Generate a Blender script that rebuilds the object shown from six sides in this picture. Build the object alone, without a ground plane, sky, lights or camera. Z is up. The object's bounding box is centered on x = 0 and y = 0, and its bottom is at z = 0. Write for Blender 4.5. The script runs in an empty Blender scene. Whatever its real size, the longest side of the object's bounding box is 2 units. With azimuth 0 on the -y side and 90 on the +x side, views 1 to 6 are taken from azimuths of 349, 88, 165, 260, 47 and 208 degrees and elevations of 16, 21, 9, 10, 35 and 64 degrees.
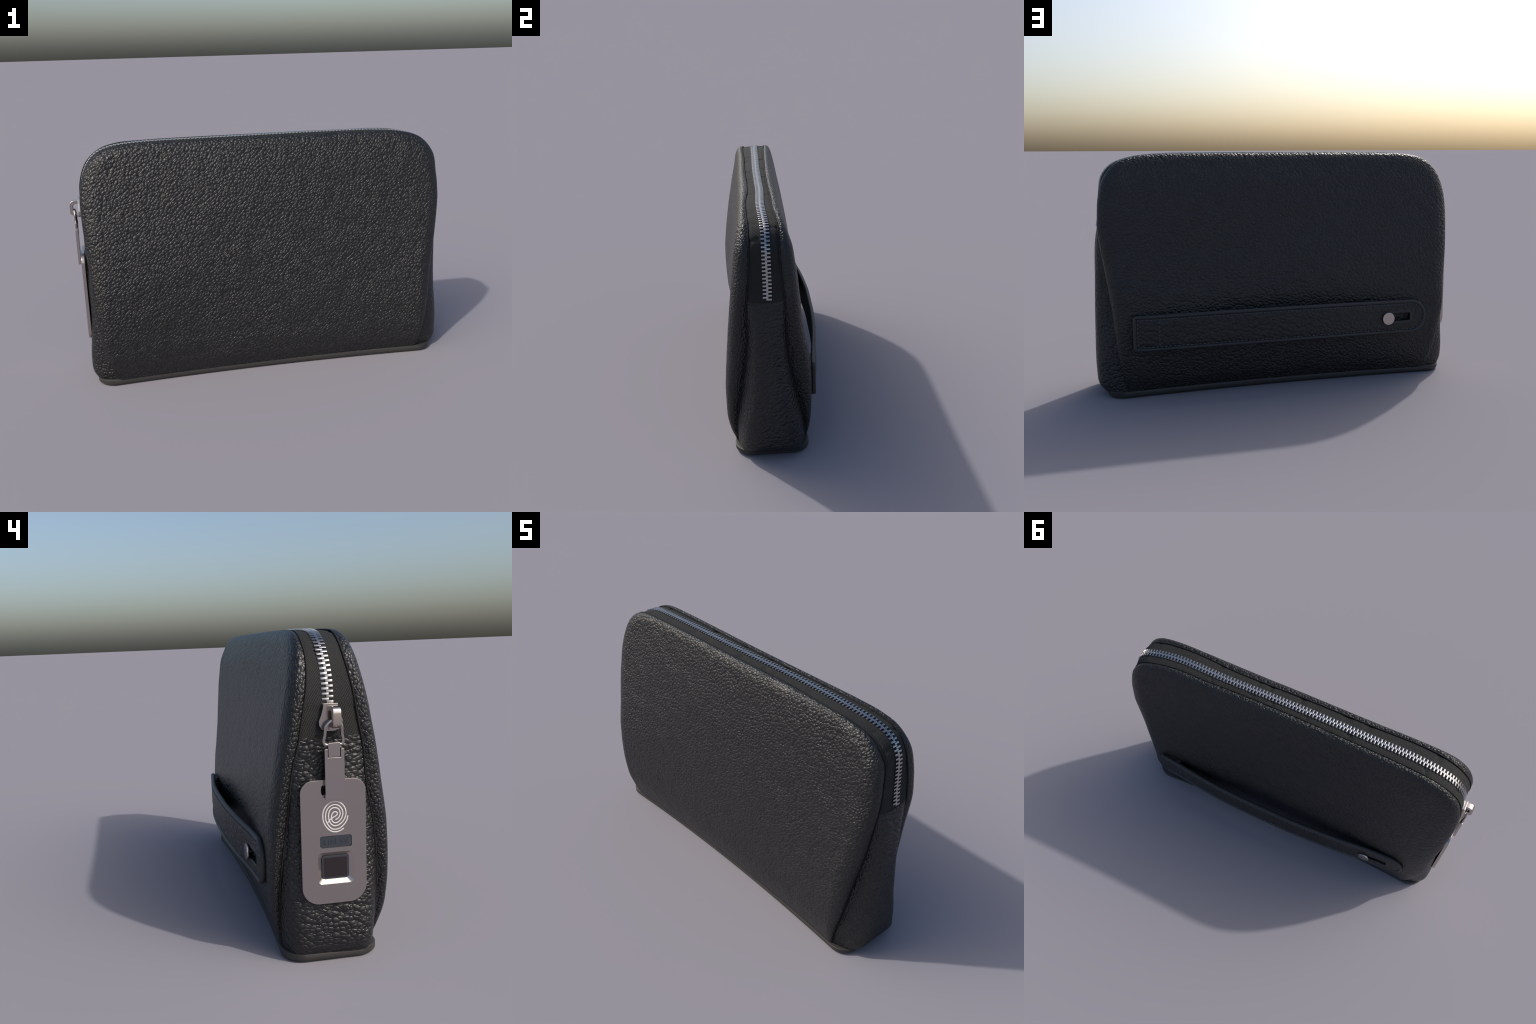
"""Grained black leather wash-bag / pouch with a metal zip, a metal tag on the
zip pull and a leather hand strap on the back.  Built part by part."""
import bpy, bmesh, math
import numpy as np
from mathutils import Vector, Matrix

rng = np.random.default_rng(7)

# ------------------------------------------------------------------ helpers
def spline(points, n, power=0.5):
    """Centripetal Catmull-Rom through points, resampled to n points evenly by length."""
    P = np.asarray(points, float)
    P = np.vstack([2 * P[0] - P[1], P, 2 * P[-1] - P[-2]])
    out = []
    for i in range(1, len(P) - 2):
        p0, p1, p2, p3 = P[i - 1:i + 3]
        t = [0.0]
        for a, b in ((p0, p1), (p1, p2), (p2, p3)):
            t.append(t[-1] + max(np.linalg.norm(b - a), 1e-9) ** power)
        u = np.linspace(t[1], t[2], 40, endpoint=False)[:, None]
        A1 = (t[1] - u) / (t[1] - t[0]) * p0 + (u - t[0]) / (t[1] - t[0]) * p1
        A2 = (t[2] - u) / (t[2] - t[1]) * p1 + (u - t[1]) / (t[2] - t[1]) * p2
        A3 = (t[3] - u) / (t[3] - t[2]) * p2 + (u - t[2]) / (t[3] - t[2]) * p3
        B1 = (t[2] - u) / (t[2] - t[0]) * A1 + (u - t[0]) / (t[2] - t[0]) * A2
        B2 = (t[3] - u) / (t[3] - t[1]) * A2 + (u - t[1]) / (t[3] - t[1]) * A3
        out.append((t[2] - u) / (t[2] - t[1]) * B1 + (u - t[1]) / (t[2] - t[1]) * B2)
    C = np.vstack(out + [P[-2][None]])
    return resample(C, n)

def resample(C, n):
    d = np.r_[0, np.cumsum(np.linalg.norm(np.diff(C, axis=0), axis=1))]
    s = np.linspace(0, d[-1], n)
    return np.stack([np.interp(s, d, C[:, k]) for k in range(C.shape[1])], 1)

def curve1d(xs, ys):
    """Smooth monotone-safe cubic through (xs, ys); returns a function."""
    xs, ys = np.asarray(xs, float), np.asarray(ys, float)
    h = np.diff(xs); d = np.diff(ys) / h
    m = np.r_[d[0], np.where(d[:-1] * d[1:] > 0, 2 * d[:-1] * d[1:] / np.where(d[:-1] + d[1:] == 0, 1, d[:-1] + d[1:]), 0), d[-1]]
    def f(x):
        x = np.clip(x, xs[0], xs[-1])
        i = np.clip(np.searchsorted(xs, x) - 1, 0, len(h) - 1)
        t = (x - xs[i]) / h[i]
        return ((2 * t**3 - 3 * t**2 + 1) * ys[i] + (t**3 - 2 * t**2 + t) * h[i] * m[i]
                + (-2 * t**3 + 3 * t**2) * ys[i + 1] + (t**3 - t**2) * h[i] * m[i + 1])
    return f

def smooth(e0, e1, x):
    t = np.clip((x - e0) / (e1 - e0), 0, 1)
    return t * t * (3 - 2 * t)

def add(name, verts, faces, mat, parent=None, smooth_angle=None):
    me = bpy.data.meshes.new(name)
    me.from_pydata([tuple(map(float, v)) for v in verts], [], [tuple(map(int, f)) for f in faces])
    me.update()
    return add_mesh(name, me, mat, parent, smooth_angle)

def add_mesh(name, me, mat, parent=None, smooth_angle=None):
    bm = bmesh.new(); bm.from_mesh(me)
    bmesh.ops.recalc_face_normals(bm, faces=bm.faces)
    bm.to_mesh(me); bm.free()
    me.polygons.foreach_set("use_smooth", [True] * len(me.polygons))
    if smooth_angle:
        me.set_sharp_from_angle(angle=math.radians(smooth_angle))
    me.materials.append(mat)
    ob = bpy.data.objects.new(name, me)
    bpy.context.scene.collection.objects.link(ob)
    if mat.name in ("satin_nickel", "brushed_tag", "slate_rubber", "sensor_glass") and smooth_angle:
        flatten(ob)
    if parent:
        ob.parent = parent
    return ob

def flatten(ob):
    """Area-weighted normals: broad flat faces stay flat beside their rounded edges."""
    md = ob.modifiers.new("weighted", 'WEIGHTED_NORMAL'); md.keep_sharp = True; md.weight = 100

def grid_faces(nu, nv, close_u=False):
    f = []
    for i in range(nu if close_u else nu - 1):
        a, b = i * nv, ((i + 1) % nu) * nv
        f += [(a + j, b + j, b + j + 1, a + j + 1) for j in range(nv - 1)]
    return f

def prism(outline, frame, depth0, depth1, bevel=0.0, segments=3, bevel_both=True):
    """Extrude a 2-D outline (list of (p, q)); frame maps (p, q, depth) to a 3-D point."""
    bm = bmesh.new()
    lo = [bm.verts.new(frame(p, q, depth0)) for p, q in outline]
    hi = [bm.verts.new(frame(p, q, depth1)) for p, q in outline]
    bm.faces.new(lo); bm.faces.new(hi[::-1])
    n = len(outline)
    for i in range(n):
        bm.faces.new((lo[i], hi[i], hi[(i + 1) % n], lo[(i + 1) % n]))
    bmesh.ops.recalc_face_normals(bm, faces=bm.faces)
    if bevel:
        e = [e for e in bm.edges if e.calc_face_angle(0) > 0.6]
        bmesh.ops.bevel(bm, geom=e, offset=bevel, segments=segments, profile=0.5, affect='EDGES', clamp_overlap=True)
    me = bpy.data.meshes.new("part"); bm.to_mesh(me); bm.free()
    return me

def rounded_rect(p0, p1, q0, q1, r, n=8):
    """r: one radius or four (p1q1, p0q1, p0q0, p1q0)."""
    r = [r] * 4 if np.isscalar(r) else r
    pts = []
    for k, (cp, cq, sp, sq) in enumerate(((p1, q1, -1, -1), (p0, q1, 1, -1), (p0, q0, 1, 1), (p1, q0, -1, 1))):
        for a in np.linspace(0, math.pi / 2, n):
            t = k * math.pi / 2 + a
            pts.append((cp + sp * r[k] + r[k] * math.cos(t), cq + sq * r[k] + r[k] * math.sin(t)))
    return pts

def tube(path, radius, closed=False, sides=12, squash=1.0, up=(0, 1, 0)):
    """Sweep a circle (squash: scale along 'up') along a 3-D path; returns verts, faces."""
    P = np.asarray(path, float); n = len(P)
    T = (np.roll(P, -1, 0) - np.roll(P, 1, 0)) if closed else np.gradient(P, axis=0)
    T /= np.linalg.norm(T, axis=1)[:, None]
    U = np.asarray(up, float); U = np.broadcast_to(U, P.shape)
    U = U - (U * T).sum(1)[:, None] * T; U = U / np.linalg.norm(U, axis=1)[:, None]
    S = np.cross(T, U)
    a = np.linspace(0, 2 * math.pi, sides, endpoint=False)
    V = P[:, None] + radius * (np.cos(a)[None, :, None] * S[:, None] + squash * np.sin(a)[None, :, None] * U[:, None])
    F = []
    for i in range(n if closed else n - 1):
        j = (i + 1) % n
        F += [(i * sides + k, j * sides + k, j * sides + (k + 1) % sides, i * sides + (k + 1) % sides) for k in range(sides)]
    V = V.reshape(-1, 3)
    if not closed:
        F += [tuple(range(sides))[::-1], tuple((n - 1) * sides + k for k in range(sides))]
    return V, F

# --------------------------------------------------------------- materials
def material(name, color, rough, metallic=0.0):
    m = bpy.data.materials.new(name); m.use_nodes = True
    nt = m.node_tree; b = nt.nodes["Principled BSDF"]
    b.inputs["Base Color"].default_value = (*color, 1)
    b.inputs["Roughness"].default_value = rough
    b.inputs["Metallic"].default_value = metallic
    return m, nt, b

def node(nt, kind, **kw):
    n = nt.nodes.new(kind)
    for k, v in kw.items():
        if k.startswith("in_"):
            key = k[3:]
            n.inputs[int(key) if key.isdigit() else key.replace("_", " ")].default_value = v
        else:
            setattr(n, k, v)
    return n

def math_node(nt, op, a, b=None, clamp=False):
    n = nt.nodes.new("ShaderNodeMath"); n.operation = op; n.use_clamp = clamp
    for i, v in enumerate((a, b)):
        if v is None: continue
        if isinstance(v, (int, float)): n.inputs[i].default_value = v
        else: nt.links.new(v, n.inputs[i])
    return n.outputs[0]

def ramp(nt, src, stops):
    r = nt.nodes.new("ShaderNodeValToRGB"); nt.links.new(src, r.inputs[0])
    e = r.color_ramp.elements
    e[0].position, e[0].color = stops[0][0], (*stops[0][1], 1)
    e[1].position, e[1].color = stops[-1][0], (*stops[-1][1], 1)
    for p, c in stops[1:-1]:
        k = e.new(p); k.color = (*c, 1)
    return r.outputs[0]

def leather(name, cell, strength, dark, light, rough, tilt=(0, 0, 0), stretch=0.62, depth=0.004):
    """Pebbled grain: rounded cells with creases between them, drawn out along one diagonal."""
    m, nt, b = material(name, light, rough)
    tc = node(nt, "ShaderNodeTexCoord")
    warp = node(nt, "ShaderNodeTexNoise", in_Scale=14.0, in_Detail=1.0)
    nt.links.new(tc.outputs["Object"], warp.inputs["Vector"])
    off = node(nt, "ShaderNodeVectorMath", operation='MULTIPLY_ADD')
    nt.links.new(warp.outputs["Color"], off.inputs[0])
    off.inputs[1].default_value = (0.022,) * 3
    nt.links.new(tc.outputs["Object"], off.inputs[2])
    mp = node(nt, "ShaderNodeMapping", vector_type='TEXTURE')
    mp.inputs["Rotation"].default_value = tilt
    mp.inputs["Scale"].default_value = (1 / stretch, 1, 1)
    nt.links.new(off.outputs[0], mp.inputs["Vector"])
    v1 = node(nt, "ShaderNodeTexVoronoi", feature='DISTANCE_TO_EDGE', in_Scale=1 / cell, in_Randomness=1.0)
    v2 = node(nt, "ShaderNodeTexVoronoi", feature='SMOOTH_F1', in_Scale=1 / cell, in_Randomness=1.0, in_Smoothness=0.08)
    v3 = node(nt, "ShaderNodeTexVoronoi", feature='F1', in_Scale=2.3 / cell, in_Randomness=1.0)
    fine = node(nt, "ShaderNodeTexNoise", in_Scale=260.0, in_Detail=3.0)
    area = node(nt, "ShaderNodeTexNoise", in_Scale=6.0, in_Detail=2.0)
    for n in (v1, v2, v3):
        nt.links.new(mp.outputs[0], n.inputs["Vector"])
    for n in (fine, area):
        nt.links.new(tc.outputs["Object"], n.inputs["Vector"])
    dome = node(nt, "ShaderNodeMapRange", interpolation_type='SMOOTHSTEP', in_1=0.0, in_2=0.16)
    nt.links.new(v1.outputs["Distance"], dome.inputs[0])
    ball = math_node(nt, 'SUBTRACT', 1.0, math_node(nt, 'POWER', v2.outputs["Distance"], 1.4))
    ball2 = math_node(nt, 'SUBTRACT', 1.0, math_node(nt, 'POWER', v3.outputs["Distance"], 1.2))
    h = math_node(nt, 'ADD', math_node(nt, 'MULTIPLY', dome.outputs[0], 0.16), math_node(nt, 'MULTIPLY', ball, 1.0))
    h = math_node(nt, 'ADD', h, math_node(nt, 'MULTIPLY', ball2, 0.22))
    amt = math_node(nt, 'ADD', math_node(nt, 'MULTIPLY', area.outputs[0], 0.6), 0.7)
    h = math_node(nt, 'MULTIPLY', h, amt)
    h = math_node(nt, 'ADD', h, math_node(nt, 'MULTIPLY', fine.outputs[0], 0.06))
    bp = node(nt, "ShaderNodeBump", in_Strength=strength, in_Distance=depth)
    nt.links.new(h, bp.inputs["Height"]); nt.links.new(bp.outputs[0], b.inputs["Normal"])
    col = ramp(nt, ball, [(0.30, dark), (0.72, light)])  # shade between pebbles baked into the colour: valleys darker than tops
    nt.links.new(col, b.inputs["Base Color"])
    rr = node(nt, "ShaderNodeMapRange", in_3=rough + 0.08, in_4=rough - 0.05)
    nt.links.new(fine.outputs[0], rr.inputs[0]); nt.links.new(rr.outputs[0], b.inputs["Roughness"])
    return m

def metal(name, color, rough, grain=0.02):
    m, nt, b = material(name, color, rough, 1.0)
    tc = node(nt, "ShaderNodeTexCoord")
    mp = node(nt, "ShaderNodeMapping"); mp.inputs["Scale"].default_value = (60, 60, 900)
    nz = node(nt, "ShaderNodeTexNoise", in_Scale=1.0, in_Detail=2.0)
    nt.links.new(tc.outputs["Object"], mp.inputs[0]); nt.links.new(mp.outputs[0], nz.inputs["Vector"])
    rr = node(nt, "ShaderNodeMapRange", in_3=rough - grain, in_4=rough + grain)
    nt.links.new(nz.outputs[0], rr.inputs[0]); nt.links.new(rr.outputs[0], b.inputs["Roughness"])
    return m

BLACK_D, BLACK_L = (0.0065, 0.0066, 0.0070), (0.0098, 0.0099, 0.0102)
DIAG = math.radians(-42)
M_PANEL = leather("pebbled_leather", 0.0128, 1.0, BLACK_D, BLACK_L, 0.37, tilt=(0, DIAG, 0), stretch=0.70, depth=0.0040)
M_END = leather("end_leather", 0.0155, 1.0, BLACK_D, BLACK_L, 0.36, depth=0.0048, tilt=(math.radians(-50), 0, math.radians(90)), stretch=0.7)
M_STRAP = leather("strap_leather", 0.0170, 0.8, BLACK_D, BLACK_L, 0.44, tilt=(0, DIAG, 0), stretch=0.8, depth=0.005)
M_EDGE, _, _ = material("edge_paint", (0.024, 0.024, 0.025), 0.50)
M_BASE, _nt, _b = material("base_edging", (0.032, 0.030, 0.028), 0.55)
M_METAL = metal("satin_nickel", (0.50, 0.455, 0.43), 0.20)
M_TEETH = metal("bright_nickel", (0.43, 0.42, 0.425), 0.12)  # base colour lowered to match the dim sky reflection on the tooth tops
M_TAG = metal("brushed_tag", (0.49, 0.44, 0.41), 0.21, 0.03)
M_PRINT, _, _ = material("etched_white", (0.62, 0.60, 0.57), 0.6)
M_RUBBER, _, _ = material("slate_rubber", (0.030, 0.036, 0.047), 0.42)
M_PANE, _, _ = material("sensor_glass", (0.020, 0.014, 0.016), 0.12)
M_DARK, _, _ = material("dark_gap", (0.006, 0.006, 0.006), 0.9)
M_THREAD, _, _ = material("thread", (0.075, 0.085, 0.100), 0.7)

def fabric():
    m, nt, b = material("zip_tape_fabric", (0.02, 0.02, 0.02), 0.8)
    tc = node(nt, "ShaderNodeTexCoord")
    sp = node(nt, "ShaderNodeSeparateXYZ"); nt.links.new(tc.outputs["Object"], sp.inputs[0])
    run = math_node(nt, 'SUBTRACT', math_node(nt, 'ABSOLUTE', sp.outputs[0]), sp.outputs[2])
    nz = node(nt, "ShaderNodeTexNoise", in_Scale=160.0, in_Detail=2.0)
    nt.links.new(tc.outputs["Object"], nz.inputs["Vector"])
    jitter = math_node(nt, 'MULTIPLY', nz.outputs[0], 2.2)
    def wave(k_run, k_y):
        a = math_node(nt, 'ADD', math_node(nt, 'MULTIPLY', run, k_run), math_node(nt, 'MULTIPLY', sp.outputs[1], k_y))
        return math_node(nt, 'ADD', math_node(nt, 'MULTIPLY', math_node(nt, 'SINE', math_node(nt, 'ADD', a, jitter)), 0.5), 0.5)
    w = math_node(nt, 'MULTIPLY', wave(340, 980), math_node(nt, 'ADD', math_node(nt, 'MULTIPLY', wave(760, -260), 0.6), 0.4))
    w = math_node(nt, 'ADD', w, math_node(nt, 'MULTIPLY', nz.outputs[0], 0.4))
    nt.links.new(ramp(nt, w, [(0.0, (0.006, 0.006, 0.006)), (0.9, (0.021, 0.021, 0.020))]), b.inputs["Base Color"])
    bp = node(nt, "ShaderNodeBump", in_Strength=0.6, in_Distance=0.0025)
    nt.links.new(w, bp.inputs["Height"]); nt.links.new(bp.outputs[0], b.inputs["Normal"])
    b.inputs["Specular IOR Level"].default_value = 0.4
    return m
M_TAPE = fabric()

# ------------------------------------------------------------- the thing
pouch = bpy.data.objects.new("leather_pouch", None)
bpy.context.scene.collection.objects.link(pouch)
pouch["label"] = "black pebbled leather pouch with metal zip, tag and strap"
pouch["category"] = "toiletry bag"

# seams where the front and back panels meet the gusset (bottom left, over the top, bottom right)
SEAM_F = [(-.830, -.209, .030), (-.857, -.213, .106), (-.876, -.216, .17), (-.895, -.217, .27), (-.910, -.211, .40),
          (-.919, -.197, .53), (-.922, -.172, .66), (-.931, -.150, .83), (-.932, -.135, .90), (-.924, -.112, 1.04),
          (-.890, -.094, 1.14), (-.835, -.090, 1.197), (-.75, -.096, 1.226), (-.60, -.100, 1.236), (-.40, -.095, 1.238),
          (-.03, -.093, 1.240), (.23, -.087, 1.240), (.40, -.086, 1.240), (.57, -.097, 1.238), (.74, -.098, 1.230),
          (.860, -.092, 1.196), (.929, -.094, 1.115), (.943, -.100, 1.02), (.950, -.107, .95), (.953, -.118, .87),
          (.930, -.132, .633), (.905, -.158, .45), (.884, -.190, .262), (.868, -.206, .157), (.848, -.205, .030)]
SEAM_B = [(-.830, .166, .030), (-.840, .170, .08), (-.858, .175, .148), (-.884, .177, .29), (-.905, .168, .40),
          (-.915, .146, .56), (-.931, .126, .73), (-.940, .100, .84), (-.940, .085, .93), (-.930, .063, 1.05),
          (-.895, .055, 1.14), (-.835, .055, 1.197), (-.75, .050, 1.226), (-.60, .042, 1.236), (-.30, .034, 1.240),
          (0, .029, 1.240), (.28, .030, 1.240), (.50, .036, 1.238), (.66, .036, 1.236), (.77, .045, 1.225),
          (.858, .053, 1.195), (.924, .052, 1.12), (.947, .056, 1.03), (.955, .063, .95), (.960, .069, .86),
          (.937, .074, .68), (.912, .093, .50), (.893, .122, .33), (.878, .148, .184), (.850, .160, .030)]
# crown line: middle of the gusset (tape on top, leather ends below)
CROWN = [(-.932, .028), (-.952, .07), (-.957, .14), (-.951, .24), (-.944, .40), (-.943, .70), (-.943, .86), (-.942, .95), (-.930, 1.05),
         (-.903, 1.135), (-.855, 1.195), (-.78, 1.228), (-.65, 1.244), (-.30, 1.249), (0, 1.250), (.40, 1.250),
         (.65, 1.246), (.80, 1.228), (.892, 1.193), (.938, 1.135), (.951, 1.05), (.958, .95), (.968, .88), (.981, .80),
         (.990, .60), (.998, .30), (.997, .15), (.987, .066), (.955, .028)]
NT = 900
SF, SB = spline(SEAM_F, NT), spline(SEAM_B, NT)
for S, sg in ((SF, 1), (SB, -1)):              # the stitched seams are pulled in, leaving a crease
    k = 1 - smooth(.5, .9, S[:, 2])
    S[:, 1] += sg * (.003 + .005 * k)
    S[:, 0] -= np.sign(S[:, 0]) * .004 * k
    T = np.gradient(S[:, [0, 2]], axis=0); T /= np.linalg.norm(T, axis=1)[:, None]
    S[:, [0, 2]] += np.stack([-T[:, 1], T[:, 0]], 1) * (.006 * smooth(.8, 1.0, S[:, 2]))[:, None]
CR2 = spline(CROWN, NT)
# pair each crown point with the seams by running length measured between fixed stations
def stations(C):
    z_left = np.argmin(np.abs(C[:, -1] - 0.86) + (C[:, 0] > 0) * 9)
    z_right = np.argmin(np.abs(C[:, -1] - 0.87) + (C[:, 0] < 0) * 9)
    top = np.argmin(np.abs(C[:, 0]) + (C[:, -1] < 1) * 9)
    return [0, z_left, top, z_right, len(C) - 1]
def pair(C, n=(150, 300, 300, 150)):
    s = stations(C)
    segs = [resample(C[a:b + 1], k + 1)[:-1] for a, b, k in zip(s, s[1:], n)]
    return np.vstack(segs + [C[-1:]])
GF, GB, GC = pair(SF), pair(SB), pair(CR2)
I_LEFT, I_TOP, I_RIGHT = 150, 450, 750

def noise3(P, scale, seed):
    """Cheap smooth value noise on points (sum of random plane waves)."""
    r = np.random.default_rng(seed); out = 0
    for _ in range(10):
        k = r.normal(size=3); k *= scale * r.uniform(0.5, 1.5) / np.linalg.norm(k)
        out = out + np.sin(P @ k + r.uniform(0, 6.28))
    return out / 3.2

# ---- gusset strip: leather end on each side, fabric tape between -------------
NV = 41
v = np.sin(np.linspace(-1, 1, NV) * math.pi / 2)
def gusset(i0, i1, power, lift=0.0):
    F, B, C = GF[i0:i1 + 1], GB[i0:i1 + 1], GC[i0:i1 + 1]
    mid = (F + B) / 2
    out = np.stack([C[:, 0] - mid[:, 0], 0 * mid[:, 0], C[:, 1] - mid[:, 2]], 1)
    w = (v + 1) / 2
    P = F[:, None] * (1 - w)[None, :, None] + B[:, None] * w[None, :, None]
    pw = power if np.isscalar(power) else np.asarray(power)[:, None]
    f = 1 - np.abs(v)[None, :] ** pw * np.ones((len(F), 1))
    P = P + out[:, None] * f[:, :, None]
    dirn = out / np.maximum(np.linalg.norm(out, axis=1), 1e-6)[:, None]
    return P, dirn, f
def end_panel(i0, i1):
    z = (GF[i0:i1 + 1, 2] + GB[i0:i1 + 1, 2]) / 2
    P, d, f = gusset(i0, i1, np.interp(z, [.03, .12, .35, .86], [9.0, 8.0, 7.0, 5.0] if i0 == 0 else [9.0, 5.5, 3.7, 4.5]))
    bump = 0.0022 * noise3(P.reshape(-1, 3), 22, 3).reshape(P.shape[:2]) * f
    P = P + d[:, None] * bump[..., None]
    add("end_panel", P.reshape(-1, 3), grid_faces(P.shape[0], NV), M_END, pouch)
end_panel(0, I_LEFT)
end_panel(I_RIGHT, len(GF) - 1)

P, d, f = gusset(I_LEFT, I_RIGHT, 7)
tt = np.arange(P.shape[0])[:, None]
dent = np.zeros(P.shape[:2])
for k in range(26):                                   # soft cross creases of the tape
    c, s = rng.uniform(60, P.shape[0] - 60), rng.choice([-1, 1])
    wd, dep = rng.uniform(2, 5), rng.uniform(0.0025, 0.0060)
    lean = rng.uniform(-8, 8)
    side = smooth(0.2, 0.45, s * v)[None]
    dent += dep * np.exp(-((tt - c - lean * v[None]) / wd) ** 2) * side
P = P - d[:, None] * (dent + 0.002)[..., None]
tape = add("zipper_tape", P.reshape(-1, 3), grid_faces(P.shape[0], NV), M_TAPE, pouch)

# ---- front and back panels ----------------------------------------------
ZK = [.03, .10, .20, .35, .50, .65, .80, .95, 1.10, 1.20, 1.26]
FRONT = {"L": [-.213, -.236, -.256, -.261, -.257, -.239, -.216, -.189, -.158, -.137, -.124],
         "M": [-.183, -.201, -.212, -.213, -.207, -.198, -.184, -.171, -.153, -.136, -.122],
         "R": [-.208, -.231, -.245, -.243, -.232, -.218, -.200, -.179, -.158, -.139, -.126]}
BACK = {"L": [.167, .183, .198, .209, .206, .190, .165, .138, .112, .092, .078],
        "M": [.138, .161, .174, .183, .183, .167, .143, .120, .099, .077, .062],
        "R": [.160, .177, .187, .191, .184, .163, .146, .133, .116, .090, .072]}
def face_y(tab, x, z):
    L, M, R = (curve1d(ZK, tab[k])(z) for k in "LMR")
    u = np.clip(x / .85, -1.08, 1.08)
    if tab is BACK:                            # cushion behind the fixed end of the strap
        M = M + .020 * np.exp(-((x - .56) / .22) ** 2 - ((z - .34) / .13) ** 2)
    return M + (R - L) / 2 * u + ((R + L) / 2 - M) * u * u

def panel(name, seam, tab, sign, seed):
    n_arc = len(seam)
    bot = np.linspace(seam[-1], seam[0], 260)[1:-1]
    ring0 = np.vstack([seam, bot])[:, [0, 2]]
    K = np.stack([np.clip(ring0[:, 0], -.45, .45) * 0.8, np.full(len(ring0), .60)], 1)
    s = np.r_[0, np.cumsum(np.r_[np.linspace(.0022, .011, 60), np.full(60, .011)])]
    s = s / s[-1]
    Q = ring0[:, None] * (1 - s)[None, :, None] + K[:, None] * s[None, :, None]      # (ring, s, xz)
    flat = Q.reshape(-1, 2)
    S2 = seam[:, [0, 2]]
    dist = np.empty(len(flat)); near = np.empty(len(flat), int)
    for a in range(0, len(flat), 8000):
        D = ((flat[a:a + 8000, None] - S2[None]) ** 2).sum(-1)
        near[a:a + 8000] = D.argmin(1); dist[a:a + 8000] = np.sqrt(D.min(1))
    x, z = flat.T
    ys = seam[near, 1]
    yf = face_y(tab, x, z)
    # roll: fat on the sides, tight along the top, vanishing into the base corner
    zs = seam[near, 2]
    width = np.interp(zs, [.03, .2, .5, .9, 1.1, 1.2, 1.25], [.022, .034, .068, .075, .060, .048, .042])
    over = np.interp(zs, [.03, .12, .3, .6, .9, 1.1, 1.25], [.0, .007, .019, .022, .018, .013, .012])
    u = np.clip(dist / width, 0, 1)
    g = np.sqrt(np.clip(1 - (1 - u) ** 2, 0, 1))
    y = ys + (yf - ys) * g
    T = np.gradient(S2, axis=0); T /= np.linalg.norm(T, axis=1)[:, None]
    N = np.stack([-T[:, 1], T[:, 0]], 1)                        # outward of the arch
    for _ in range(40):
        N[1:-1] = (N[:-2] + N[1:-1] * 2 + N[2:]) / 4
    bulge = over * np.sin(math.pi * np.clip(u, 0, 1) ** 0.55) ** 1.0 * (1 - u) ** 0.35
    flat = flat + N[near] * bulge[:, None]
    P = np.stack([flat[:, 0], y, flat[:, 1]], 1)
    calm = smooth(0.02, 0.12, z) * u
    P[:, 1] += sign * 0.0022 * noise3(P, 7, seed) * calm
    fine = noise3(P, 46, seed + 5)
    P[:, 1] += sign * 0.0007 * fine * calm
    n0, n1 = Q.shape[:2]
    faces = grid_faces(n0, n1, close_u=True)
    # the innermost ring is stitched shut along the middle
    me = bpy.data.meshes.new(name)
    me.from_pydata(P.tolist(), [], faces); me.update()
    bm = bmesh.new(); bm.from_mesh(me)
    bm.verts.ensure_lookup_table()
    bmesh.ops.remove_doubles(bm, verts=[bm.verts[i * n1 + n1 - 1] for i in range(n0)], dist=2e-4)
    bm.to_mesh(me); bm.free()
    return add_mesh(name, me, M_PANEL, pouch)
panel("front_panel", SF, FRONT, -1, 11)
panel("back_panel", SB, BACK, 1, 12)

# ---- seam lines: thin dark line sunk between panels and gusset -------------------
for S, sg in ((SF, -1), (SB, 1)):
    T = np.gradient(S[:, [0, 2]], axis=0); T /= np.linalg.norm(T, axis=1)[:, None]
    path = S[4:-4].copy()
    path[:, [0, 2]] += np.stack([-T[:, 1], T[:, 0]], 1)[4:-4] * .0025
    V, F = tube(path[::2], .0034, sides=8)
    add("dark_seam_line", V, F, M_DARK, pouch)

# ---- base: a thin edged sole ---------------------------------------------
def base_outline(inset):
    x0, x1 = -.934 + inset, .947 - inset
    fy = lambda x: -.183 - .029 * (x / .85) ** 2 + inset
    by = lambda x: .140 + .027 * (x / .85) ** 2 - inset
    r = .088 - inset * .5
    pts = []
    for x in np.linspace(x0 + r, x1 - r, 80): pts.append((x, fy(x)))
    for cx, cy, a0 in ((x1 - r, fy(x1 - r) + r, -90), (x1 - r, by(x1 - r) - r, 0)):
        pts += [(cx + r * math.cos(math.radians(a)), cy + r * math.sin(math.radians(a))) for a in np.linspace(a0, a0 + 90, 14)[1:]]
    for x in np.linspace(x1 - r, x0 + r, 80)[1:]: pts.append((x, by(x)))
    for cx, cy, a0 in ((x0 + r, by(x0 + r) - r, 90), (x0 + r, fy(x0 + r) + r, 180)):
        pts += [(cx + r * math.cos(math.radians(a)), cy + r * math.sin(math.radians(a))) for a in np.linspace(a0, a0 + 90, 14)[1:]]
    return pts[:-1]
rings = [(.030, .034), (.004, .0345), (.0012, .0340), (0, .0325), (0, .012), (.003, .006), (.009, .001), (.016, 0), (.05, 0)]
V = []; n = len(base_outline(0))
for ins, z in rings:
    V += [(x, y, z) for x, y in base_outline(ins)]
F = [(a * n + i, a * n + (i + 1) % n, (a + 1) * n + (i + 1) % n, (a + 1) * n + i) for a in range(len(rings) - 1) for i in range(n)]
F += [tuple(range(n)), tuple(range((len(rings) - 1) * n, len(rings) * n))]
add("base", V, F, M_BASE, pouch, 40)

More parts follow.
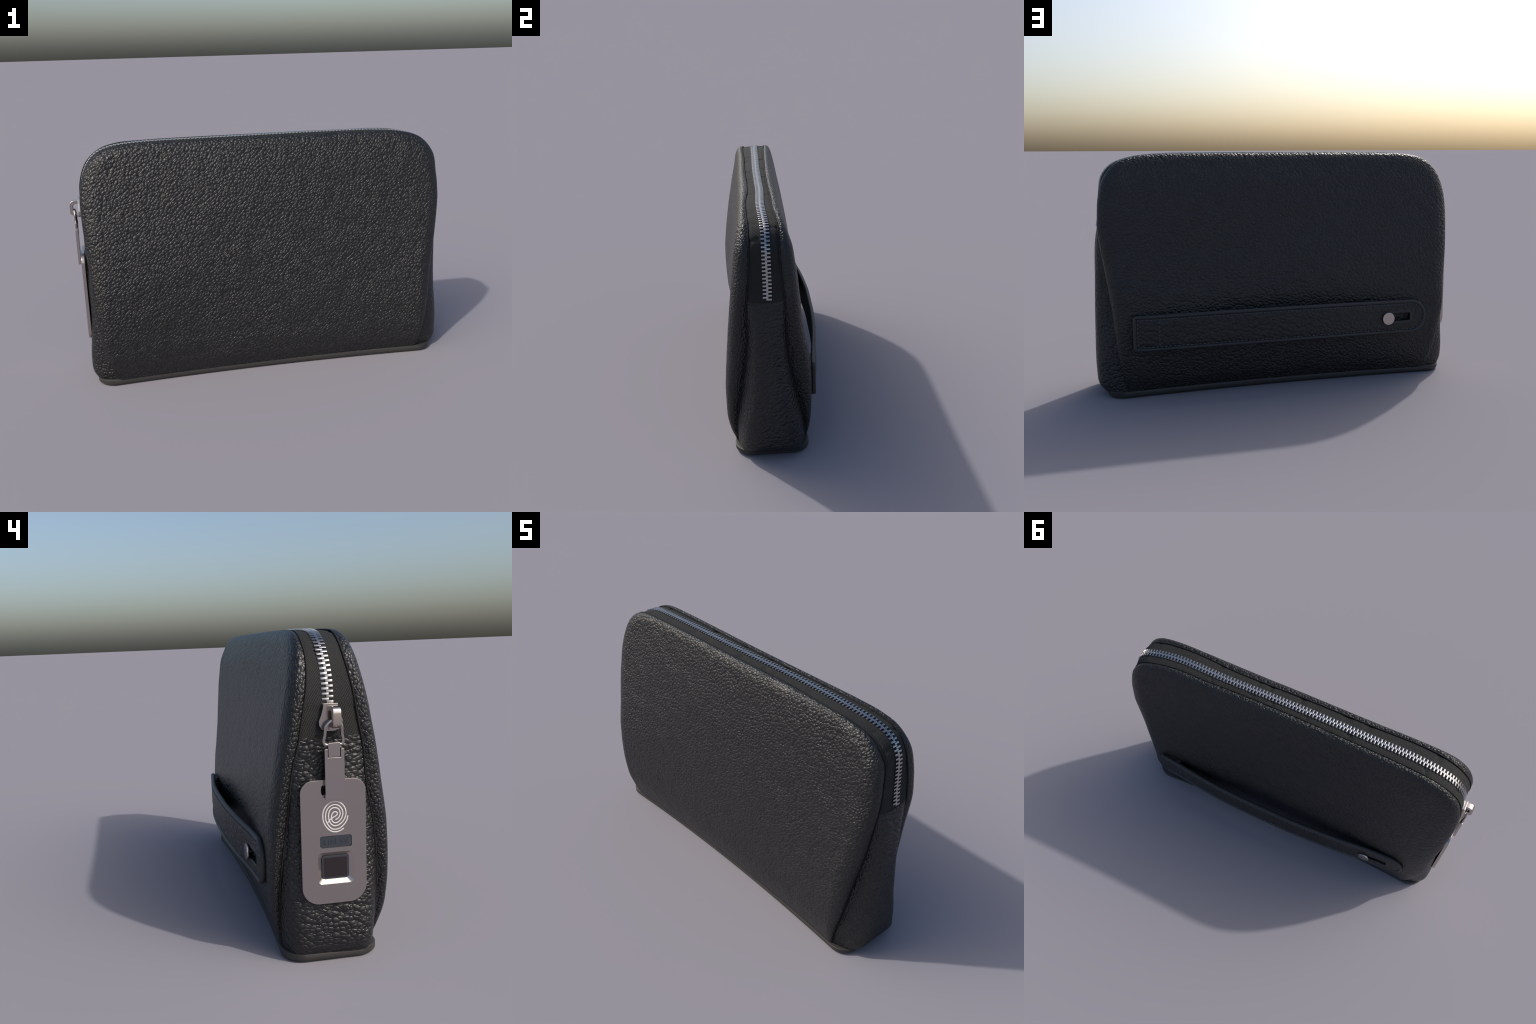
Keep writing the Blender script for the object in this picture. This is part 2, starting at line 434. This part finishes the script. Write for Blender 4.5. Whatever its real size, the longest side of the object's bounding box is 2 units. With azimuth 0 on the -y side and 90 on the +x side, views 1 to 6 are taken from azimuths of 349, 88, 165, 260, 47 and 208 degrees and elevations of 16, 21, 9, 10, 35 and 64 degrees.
# ---- zip teeth ------------------------------------------------------------
chain = np.stack([GC[:, 0], (GF[:, 1] + GB[:, 1]) / 2 + .008, GC[:, 1]], 1)[I_LEFT:I_RIGHT + 1]
chain = chain[np.argmax(chain[:, 2] > .925):]
chain = chain[:len(chain) - np.argmax(chain[::-1, 2] > .884)]
for _ in range(30):
    chain[1:-1] = (chain[:-2] + 2 * chain[1:-1] + chain[2:]) / 4
length = np.linalg.norm(np.diff(chain, axis=0), axis=1).sum()
n_teeth = 2 * int(length / .0183)
dense = resample(chain, n_teeth)
tooth_me = prism(rounded_rect(-.0130, .0130, -.0044, .0044, .0008, 2), lambda p, q, h: (q, p, h), -.007, .0050, .0006, 2)
tooth_me.name = "zipper_tooth"
first = add_mesh("zipper_tooth", tooth_me, M_TEETH, tape, 35)
for i in range(n_teeth):
    t = dense[min(i + 1, n_teeth - 1)] - dense[max(i - 1, 0)]; t /= np.linalg.norm(t)
    a = np.array([0, 1.0, 0]); a -= a @ t * t; a /= np.linalg.norm(a)
    nrm = np.cross(t, a)
    pos = dense[i] + a * (.0082 if i % 2 else -.0082)
    ob = first if i == 0 else first.copy()
    if i:
        bpy.context.scene.collection.objects.link(ob)
    M = Matrix.Identity(4)
    for r in range(3):
        M[r][0], M[r][1], M[r][2], M[r][3] = t[r], a[r], nrm[r], pos[r]
    ob.matrix_world = M
    ob.parent = tape

# ---- slider, ring, connector, tag (all hang on the left end, facing -x) ------
side = lambda y, z, h: (h, y, z)              # outline in (y, z), depth along x
YC = -.022
half = [(.027, .980), (.029, .962), (.036, .938), (.0445, .918), (.044, .902), (.034, .888), (.016, .881)]
plate = [(YC + a, b) for a, b in half] + [(YC - a, b) for a, b in half[::-1]]
slider = add_mesh("zipper_slider", prism(plate, side, -.944, -.957, .002), M_METAL, pouch, 35)
arch = [(-.952, .971), (-.978, .971), (-.990, .966), (-.997, .957), (-.9985, .946), (-.9995, .905), (-.984, .892), (-.978, .897),
        (-.9815, .912), (-.9815, .942), (-.978, .950), (-.971, .953), (-.952, .953)]
add_mesh("slider_bridge", prism(arch, lambda x, z, y: (x, y, z), -.017, -.049, .003, 3), M_METAL, slider, 40)
nub = [(-.952, .884), (-.966, .886), (-.966, .897), (-.952, .899)]
add_mesh("slider_nub", prism(nub, lambda x, z, y: (x, y, z), -.012, -.052, .002), M_METAL, slider, 40)

loop = [(-.977, -.036, .921), (-.977, -.014, .917), (-.976, .003, .900), (-.975, .007, .870), (-.974, .0115, .846), (-.974, .007, .836),
        (-.974, -.015, .835), (-.974, -.045, .835), (-.974, -.056, .836), (-.974, -.0605, .846), (-.975, -.057, .870),
        (-.976, -.055, .900), (-.977, -.045, .917), (-.977, -.036, .921)]
ring_path = spline(loop, 121)[:-1]
V, F = tube(ring_path, .0060, closed=True, sides=12, up=(1, 0, 0))
add("pull_ring", V, F, M_METAL, pouch)

body = [(.011, .637), (.011, .820), (-.001, .820), (-.001, .789), (-.049, .789), (-.049, .819), (-.062, .819), (-.062, .637)]
link = add_mesh("pull_connector", prism(body, side, -.968, -.982, .0016, 3), M_METAL, pouch, 35)
add_mesh("connector_tongue", prism(rounded_rect(-.0472, -.0028, .7905, .842, .003, 4), side, -.967, -.9805, .002, 3), M_METAL, link, 35)

# tag with a sloped recess
X_IN, X_OUT = -.946, -.963
tag_outline = rounded_rect(-.146, .101, .242, .706, [.048, .048, .062, .062], 12)
low = [(y, z - .006 * max(0, 1 - ((y + .022) / .12) ** 2) if z < .30 else z) for y, z in tag_outline]
tag_me = prism(low, side, X_IN, X_OUT, .0022, 3)
tag = add_mesh("metal_tag", tag_me, M_TAG, pouch, 35)
def cut(target, outer, inner, x_a, x_b):
    bm = bmesh.new()
    A = [bm.verts.new((x_a, y, z)) for y, z in outer]; B = [bm.verts.new((x_b, y, z)) for y, z in inner]
    bm.faces.new(A); bm.faces.new(B[::-1])
    for i in range(len(A)):
        bm.faces.new((A[i], B[i], B[(i + 1) % len(A)], A[(i + 1) % len(A)]))
    bmesh.ops.recalc_face_normals(bm, faces=bm.faces)
    me = bpy.data.meshes.new("cutter"); bm.to_mesh(me); bm.free()
    c = bpy.data.objects.new("cutter", me); bpy.context.scene.collection.objects.link(c)
    target.modifiers.clear(); md = target.modifiers.new("cut", 'BOOLEAN'); md.object = c; md.operation = 'DIFFERENCE'; md.solver = 'EXACT'
    dg = bpy.context.evaluated_depsgraph_get()
    new = bpy.data.meshes.new_from_object(target.evaluated_get(dg))
    target.modifiers.clear(); target.data = new
    bpy.data.objects.remove(c)
    new.polygons.foreach_set("use_smooth", [True] * len(new.polygons))
    new.set_sharp_from_angle(angle=math.radians(22))
    flatten(target)
k = .003
cut(tag, rounded_rect(-.098 - k, .040 + k, .314 - k, .434 + k, .018, 8), rounded_rect(-.080, .022, .330, .418, .010, 8), X_OUT - .002, X_OUT + .0140)
cut(tag, rounded_rect(-.090, .031, .452, .4965, .008, 8), rounded_rect(-.090, .031, .452, .4965, .008, 8), X_OUT - .002, X_OUT + .005)
cut(tag, [(.0165 + .007 * math.cos(a), .668 + .0185 * math.sin(a)) for a in np.linspace(0, 2 * math.pi, 24, endpoint=False)],
    [(.0165 + .007 * math.cos(a), .668 + .0185 * math.sin(a)) for a in np.linspace(0, 2 * math.pi, 24, endpoint=False)], X_OUT - .002, X_OUT + .012)
add_mesh("hole_shadow_plate", prism(rounded_rect(.0085, .0245, .648, .688, .006, 6), side, X_OUT + .0105, X_OUT + .0125), M_DARK, tag)  # black plate drawn as the darkness inside the tag hole
frame = add_mesh("sensor_frame", prism(rounded_rect(-.080, .022, .330, .418, .010, 8), side, X_OUT + .0150, X_OUT + .0115, .0010), M_RUBBER, tag, 35)
add_mesh("sensor_pane", prism(rounded_rect(-.0735, .0155, .3365, .4115, .004, 6), side, X_OUT + .0130, X_OUT + .0108, .0006), M_PANE, tag, 35)
cover = add_mesh("port_cover", prism(rounded_rect(-.0893, .0303, .4527, .4958, .0075, 8), side, X_OUT + .0055, X_OUT + .0018, .0010), M_RUBBER, tag, 35)

def lettering(text, size, y, z, x, mat, parent, name):
    cu = bpy.data.curves.new(name, 'FONT'); cu.body = text; cu.size = size; cu.extrude = .0007; cu.space_character = 1.05
    cu.offset = -.0004
    ob = bpy.data.objects.new(name, cu); bpy.context.scene.collection.objects.link(ob)
    dg = bpy.context.evaluated_depsgraph_get()
    me = bpy.data.meshes.new_from_object(ob.evaluated_get(dg)); bpy.data.objects.remove(ob)
    # text x runs toward -y, text y toward z, text normal toward -x
    me.transform(Matrix(((0, 0, -1, x), (-1, 0, 0, y), (0, 1, 0, z), (0, 0, 0, 1))))
    return add_mesh(name, me, mat, parent, 30)
lettering("IN", .030, .0000, .4640, X_OUT + .0014, M_RUBBER, tag, "lettering")
lettering("5V", .030, -.0435, .4640, X_OUT + .0014, M_RUBBER, tag, "lettering")
tri = np.array([(X_OUT + .0016, .0215, .4742), (X_OUT + .0016, .0120, .4640), (X_OUT + .0016, .0120, .4845)])
V, F = tube(np.vstack([resample(np.vstack([tri[i], tri[(i + 1) % 3]]), 6)[:-1] for i in range(3)]), .0011, closed=True, sides=6, up=(1, 0, 0))
add("arrow_mark", V, F, M_RUBBER, tag)

# fingerprint mark: two interleaved oval spirals, the inner one closing as a loop
arm_a = [(625, 372), (570, 401), (515, 410), (455, 392), (400, 340), (366, 275), (354, 200), (368, 120), (410, 55), (465, 20), (520, 14),
         (585, 36), (635, 90), (656, 160), (645, 225), (610, 285), (565, 318), (515, 331), (470, 312), (440, 265), (429, 205),
         (440, 140), (470, 104), (515, 94), (560, 115), (580, 165), (572, 205), (548, 238), (515, 250)]
arm_b = [(680, 210), (662, 275), (625, 325), (570, 365), (515, 377), (465, 362), (420, 310), (395, 255), (390, 200), (400, 140), (430, 90),
         (470, 62), (515, 54), (570, 76), (608, 130), (615, 180), (600, 232), (560, 278), (515, 292), (480, 270), (466, 220),
         (475, 175), (500, 150), (525, 149), (545, 165), (535, 192), (495, 216), (450, 243), (415, 287)]
for arm in (arm_a, arm_b):
    path = spline([(X_OUT, -.028 - (p - 515) * .000291, .567 - (q - 212) * .000287) for p, q in arm], 260)
    V, F = tube(path, .0024, sides=8, squash=.32, up=(1, 0, 0))
    add("fingerprint_mark", V, F, M_PRINT, tag)

# ---- hand strap on the back ------------------------------------------------
strap_y = curve1d([-.82, -.74, -.66, -.56, -.42, -.25, -.05, .15, .35, .52, .66, .74, .83],
                  [.220, .221, .223, .229, .245, .259, .268, .268, .262, .248, .230, .221, .213])   # outer face
SZ, HALF, XL, XR = .348, .094, -.797, .815
def strap_lift(x):
    """The strap bows up a little where it stands off the bag."""
    return .29 * np.maximum(strap_y(x) - .222, 0)
def strap_outline(inset, n_end=40, n_side=120, r_right=.012):
    h = HALF - inset
    cx = XL + HALF
    pts = [(cx + h * math.cos(a), SZ + h * math.sin(a)) for a in np.linspace(math.pi / 2, 3 * math.pi / 2, n_end)]
    r = max(r_right - inset * .3, .004); x1 = XR - inset
    pts += [(x, SZ - h) for x in np.linspace(cx, x1 - r, n_side)[1:]]
    pts += [(x1 - r + r * math.sin(a), SZ - h + r - r * math.cos(a)) for a in np.linspace(0, math.pi / 2, 7)[1:]]
    pts += [(x1, z) for z in np.linspace(SZ - h + r, SZ + h - r, 24)[1:]]
    pts += [(x1 - r + r * math.cos(a), SZ + h - r + r * math.sin(a)) for a in np.linspace(0, math.pi / 2, 7)[1:]]
    pts += [(x, SZ + h) for x in np.linspace(x1 - r, cx, n_side)[1:-1]]
    pts = np.array(pts); pts[:, 1] += strap_lift(pts[:, 0])
    return pts
# leather body of the strap: cushion between the piped edges, with a slot
levels = [(.010, -.019), (.010, -.003), (.0190, -.0038), (.024, -.0015), (.035, .0), (.055, .0005), (.080, .0005)]
outs = [strap_outline(i) for i, _ in levels]
n = len(outs[0]); V = []
for (ins, off), o in zip(levels, outs):
    V += [(x, strap_y(x) + off, z) for x, z in o]
back = [strap_outline(i) for i in (.03, .06, .080)]
for o in back:
    V = [(x, strap_y(x) - .020, z) for x, z in o] + V
nl = len(levels) + 3
# back rings were prepended inner-last: order them inner -> outer
F = [(a * n + i, (a + 1) * n + i, (a + 1) * n + (i + 1) % n, a * n + (i + 1) % n) for a in range(nl - 1) for i in range(n)]
def close(ring_start):
    """Bridge the innermost ring of the strap across its width, left half to right half."""
    F2 = []; i, j = 20, 19 + n
    i0, j0 = 20, 19
    a, b = i0, j0
    while (a + 1) % n != (b - 1) % n and (a + 1) % n != b % n:
        F2.append((ring_start + a % n, ring_start + (a + 1) % n, ring_start + (b - 1) % n, ring_start + b % n))
        a, b = a + 1, b - 1
        if a - i0 > n // 2 - 2: break
    return F2
F += close(0) + close((nl - 1) * n)
strap = add("hand_strap", V, F, M_STRAP, pouch, 50)
slot_out = rounded_rect(-.697, -.548, SZ - .021, SZ + .021, .010, 8)
def cut_y(target, outline, y0, y1):
    me = prism(outline, lambda p, q, h: (p, h, q), y0, y1)
    c = bpy.data.objects.new("cutter", me); bpy.context.scene.collection.objects.link(c)
    target.modifiers.clear(); md = target.modifiers.new("cut", 'BOOLEAN'); md.object = c; md.operation = 'DIFFERENCE'; md.solver = 'EXACT'
    dg = bpy.context.evaluated_depsgraph_get()
    new = bpy.data.meshes.new_from_object(target.evaluated_get(dg))
    target.modifiers.clear(); target.data = new; bpy.data.objects.remove(c)
    new.polygons.foreach_set("use_smooth", [True] * len(new.polygons))
    new.set_sharp_from_angle(angle=math.radians(50))
cut_y(strap, slot_out, .15, .30)
path = [(x, strap_y(x) - .0095, z) for x, z in strap_outline(.010)]
V, F = tube(path, .0105, closed=True, sides=14, squash=1.15)
add("strap_edge", V, F, M_EDGE, strap)
path = [(x, strap_y(x) - .002, z) for x, z in rounded_rect(-.704, -.541, SZ - .030, SZ + .030, .016, 10)]
path = resample(np.vstack([path, path[:1]]), 121)[:-1]
V, F = tube(path, .0075, closed=True, sides=10, squash=.5)
add("slot_rim", V, F, M_EDGE, strap)
# attachment: folded tab behind the fixed end
for x0, x1 in ((.685, .812),):
    xs = np.linspace(x0, x1, 12)
    V = []; 
    for x in xs:
        for z in (SZ - .085, SZ + .085):
            V += [(x, strap_y(x) - .012, z), (x, .13, z)]
    m_ = len(xs); F = []
    for i in range(m_ - 1):
        a, b = i * 4, (i + 1) * 4
        F += [(a, b, b + 1, a + 1), (a + 2, b + 2, b + 3, a + 3), (a, b, b + 2, a + 2), (a + 1, b + 1, b + 3, a + 3)]
    F += [(0, 1, 3, 2), tuple(4 * (m_ - 1) + q for q in (0, 1, 3, 2))]
    add("strap_anchor", V, F, M_STRAP, strap, 40)

# stitches: short threads set just inside the piping, and one cross row at the fixed end
def stitches(points, off, pitch=.0215, fill=.60):
    P3 = np.array([(x, strap_y(x) + off, z) for x, z in points])
    L = np.linalg.norm(np.diff(P3, axis=0), axis=1).sum(); n_ = int(L / pitch)
    C = resample(P3, n_ * 10 + 1); V, F = [], []
    for i in range(n_):
        seg = C[i * 10 + 2:i * 10 + 2 + int(10 * fill)].copy()
        seg[0, 1] -= .0015; seg[-1, 1] -= .0015
        v_, f_ = tube(seg, .0022, sides=6)
        F += [tuple(q + len(V) for q in f) for f in f_]; V += v_.tolist()
    return V, F
o = strap_outline(.0235)
V1, F1 = stitches(np.vstack([o, o[:1]]), -.0012)
V2, F2 = stitches([(.683, z) for z in np.linspace(SZ - HALF + .024, SZ + HALF - .024, 30)], .0010)
thread = add("strap_stitching", list(V1) + list(V2), F1 + [tuple(q + len(V1) for q in f) for f in F2], M_THREAD, strap)
thread["kind"] = "stuff"

# stud
def disc(cx, cz, prof, n=48):
    V, F = [], []
    for r, y in prof:
        V += [(cx + r * math.cos(a), y, cz + r * math.sin(a)) for a in np.linspace(0, 2 * math.pi, n, endpoint=False)]
    for k in range(len(prof) - 1):
        F += [(k * n + i, k * n + (i + 1) % n, (k + 1) * n + (i + 1) % n, (k + 1) * n + i) for i in range(n)]
    F += [tuple(range(n)), tuple(range((len(prof) - 1) * n, len(prof) * n))]
    return V, F
V, F = disc(-.561, .346, [(.011, .15), (.011, .2310), (.032, .2310), (.0340, .2325), (.0350, .2350), (.0350, .2400), (.0338, .2430), (.0310, .2440), (.026, .2442)])
add("stud", V, F, M_METAL, pouch, 35)
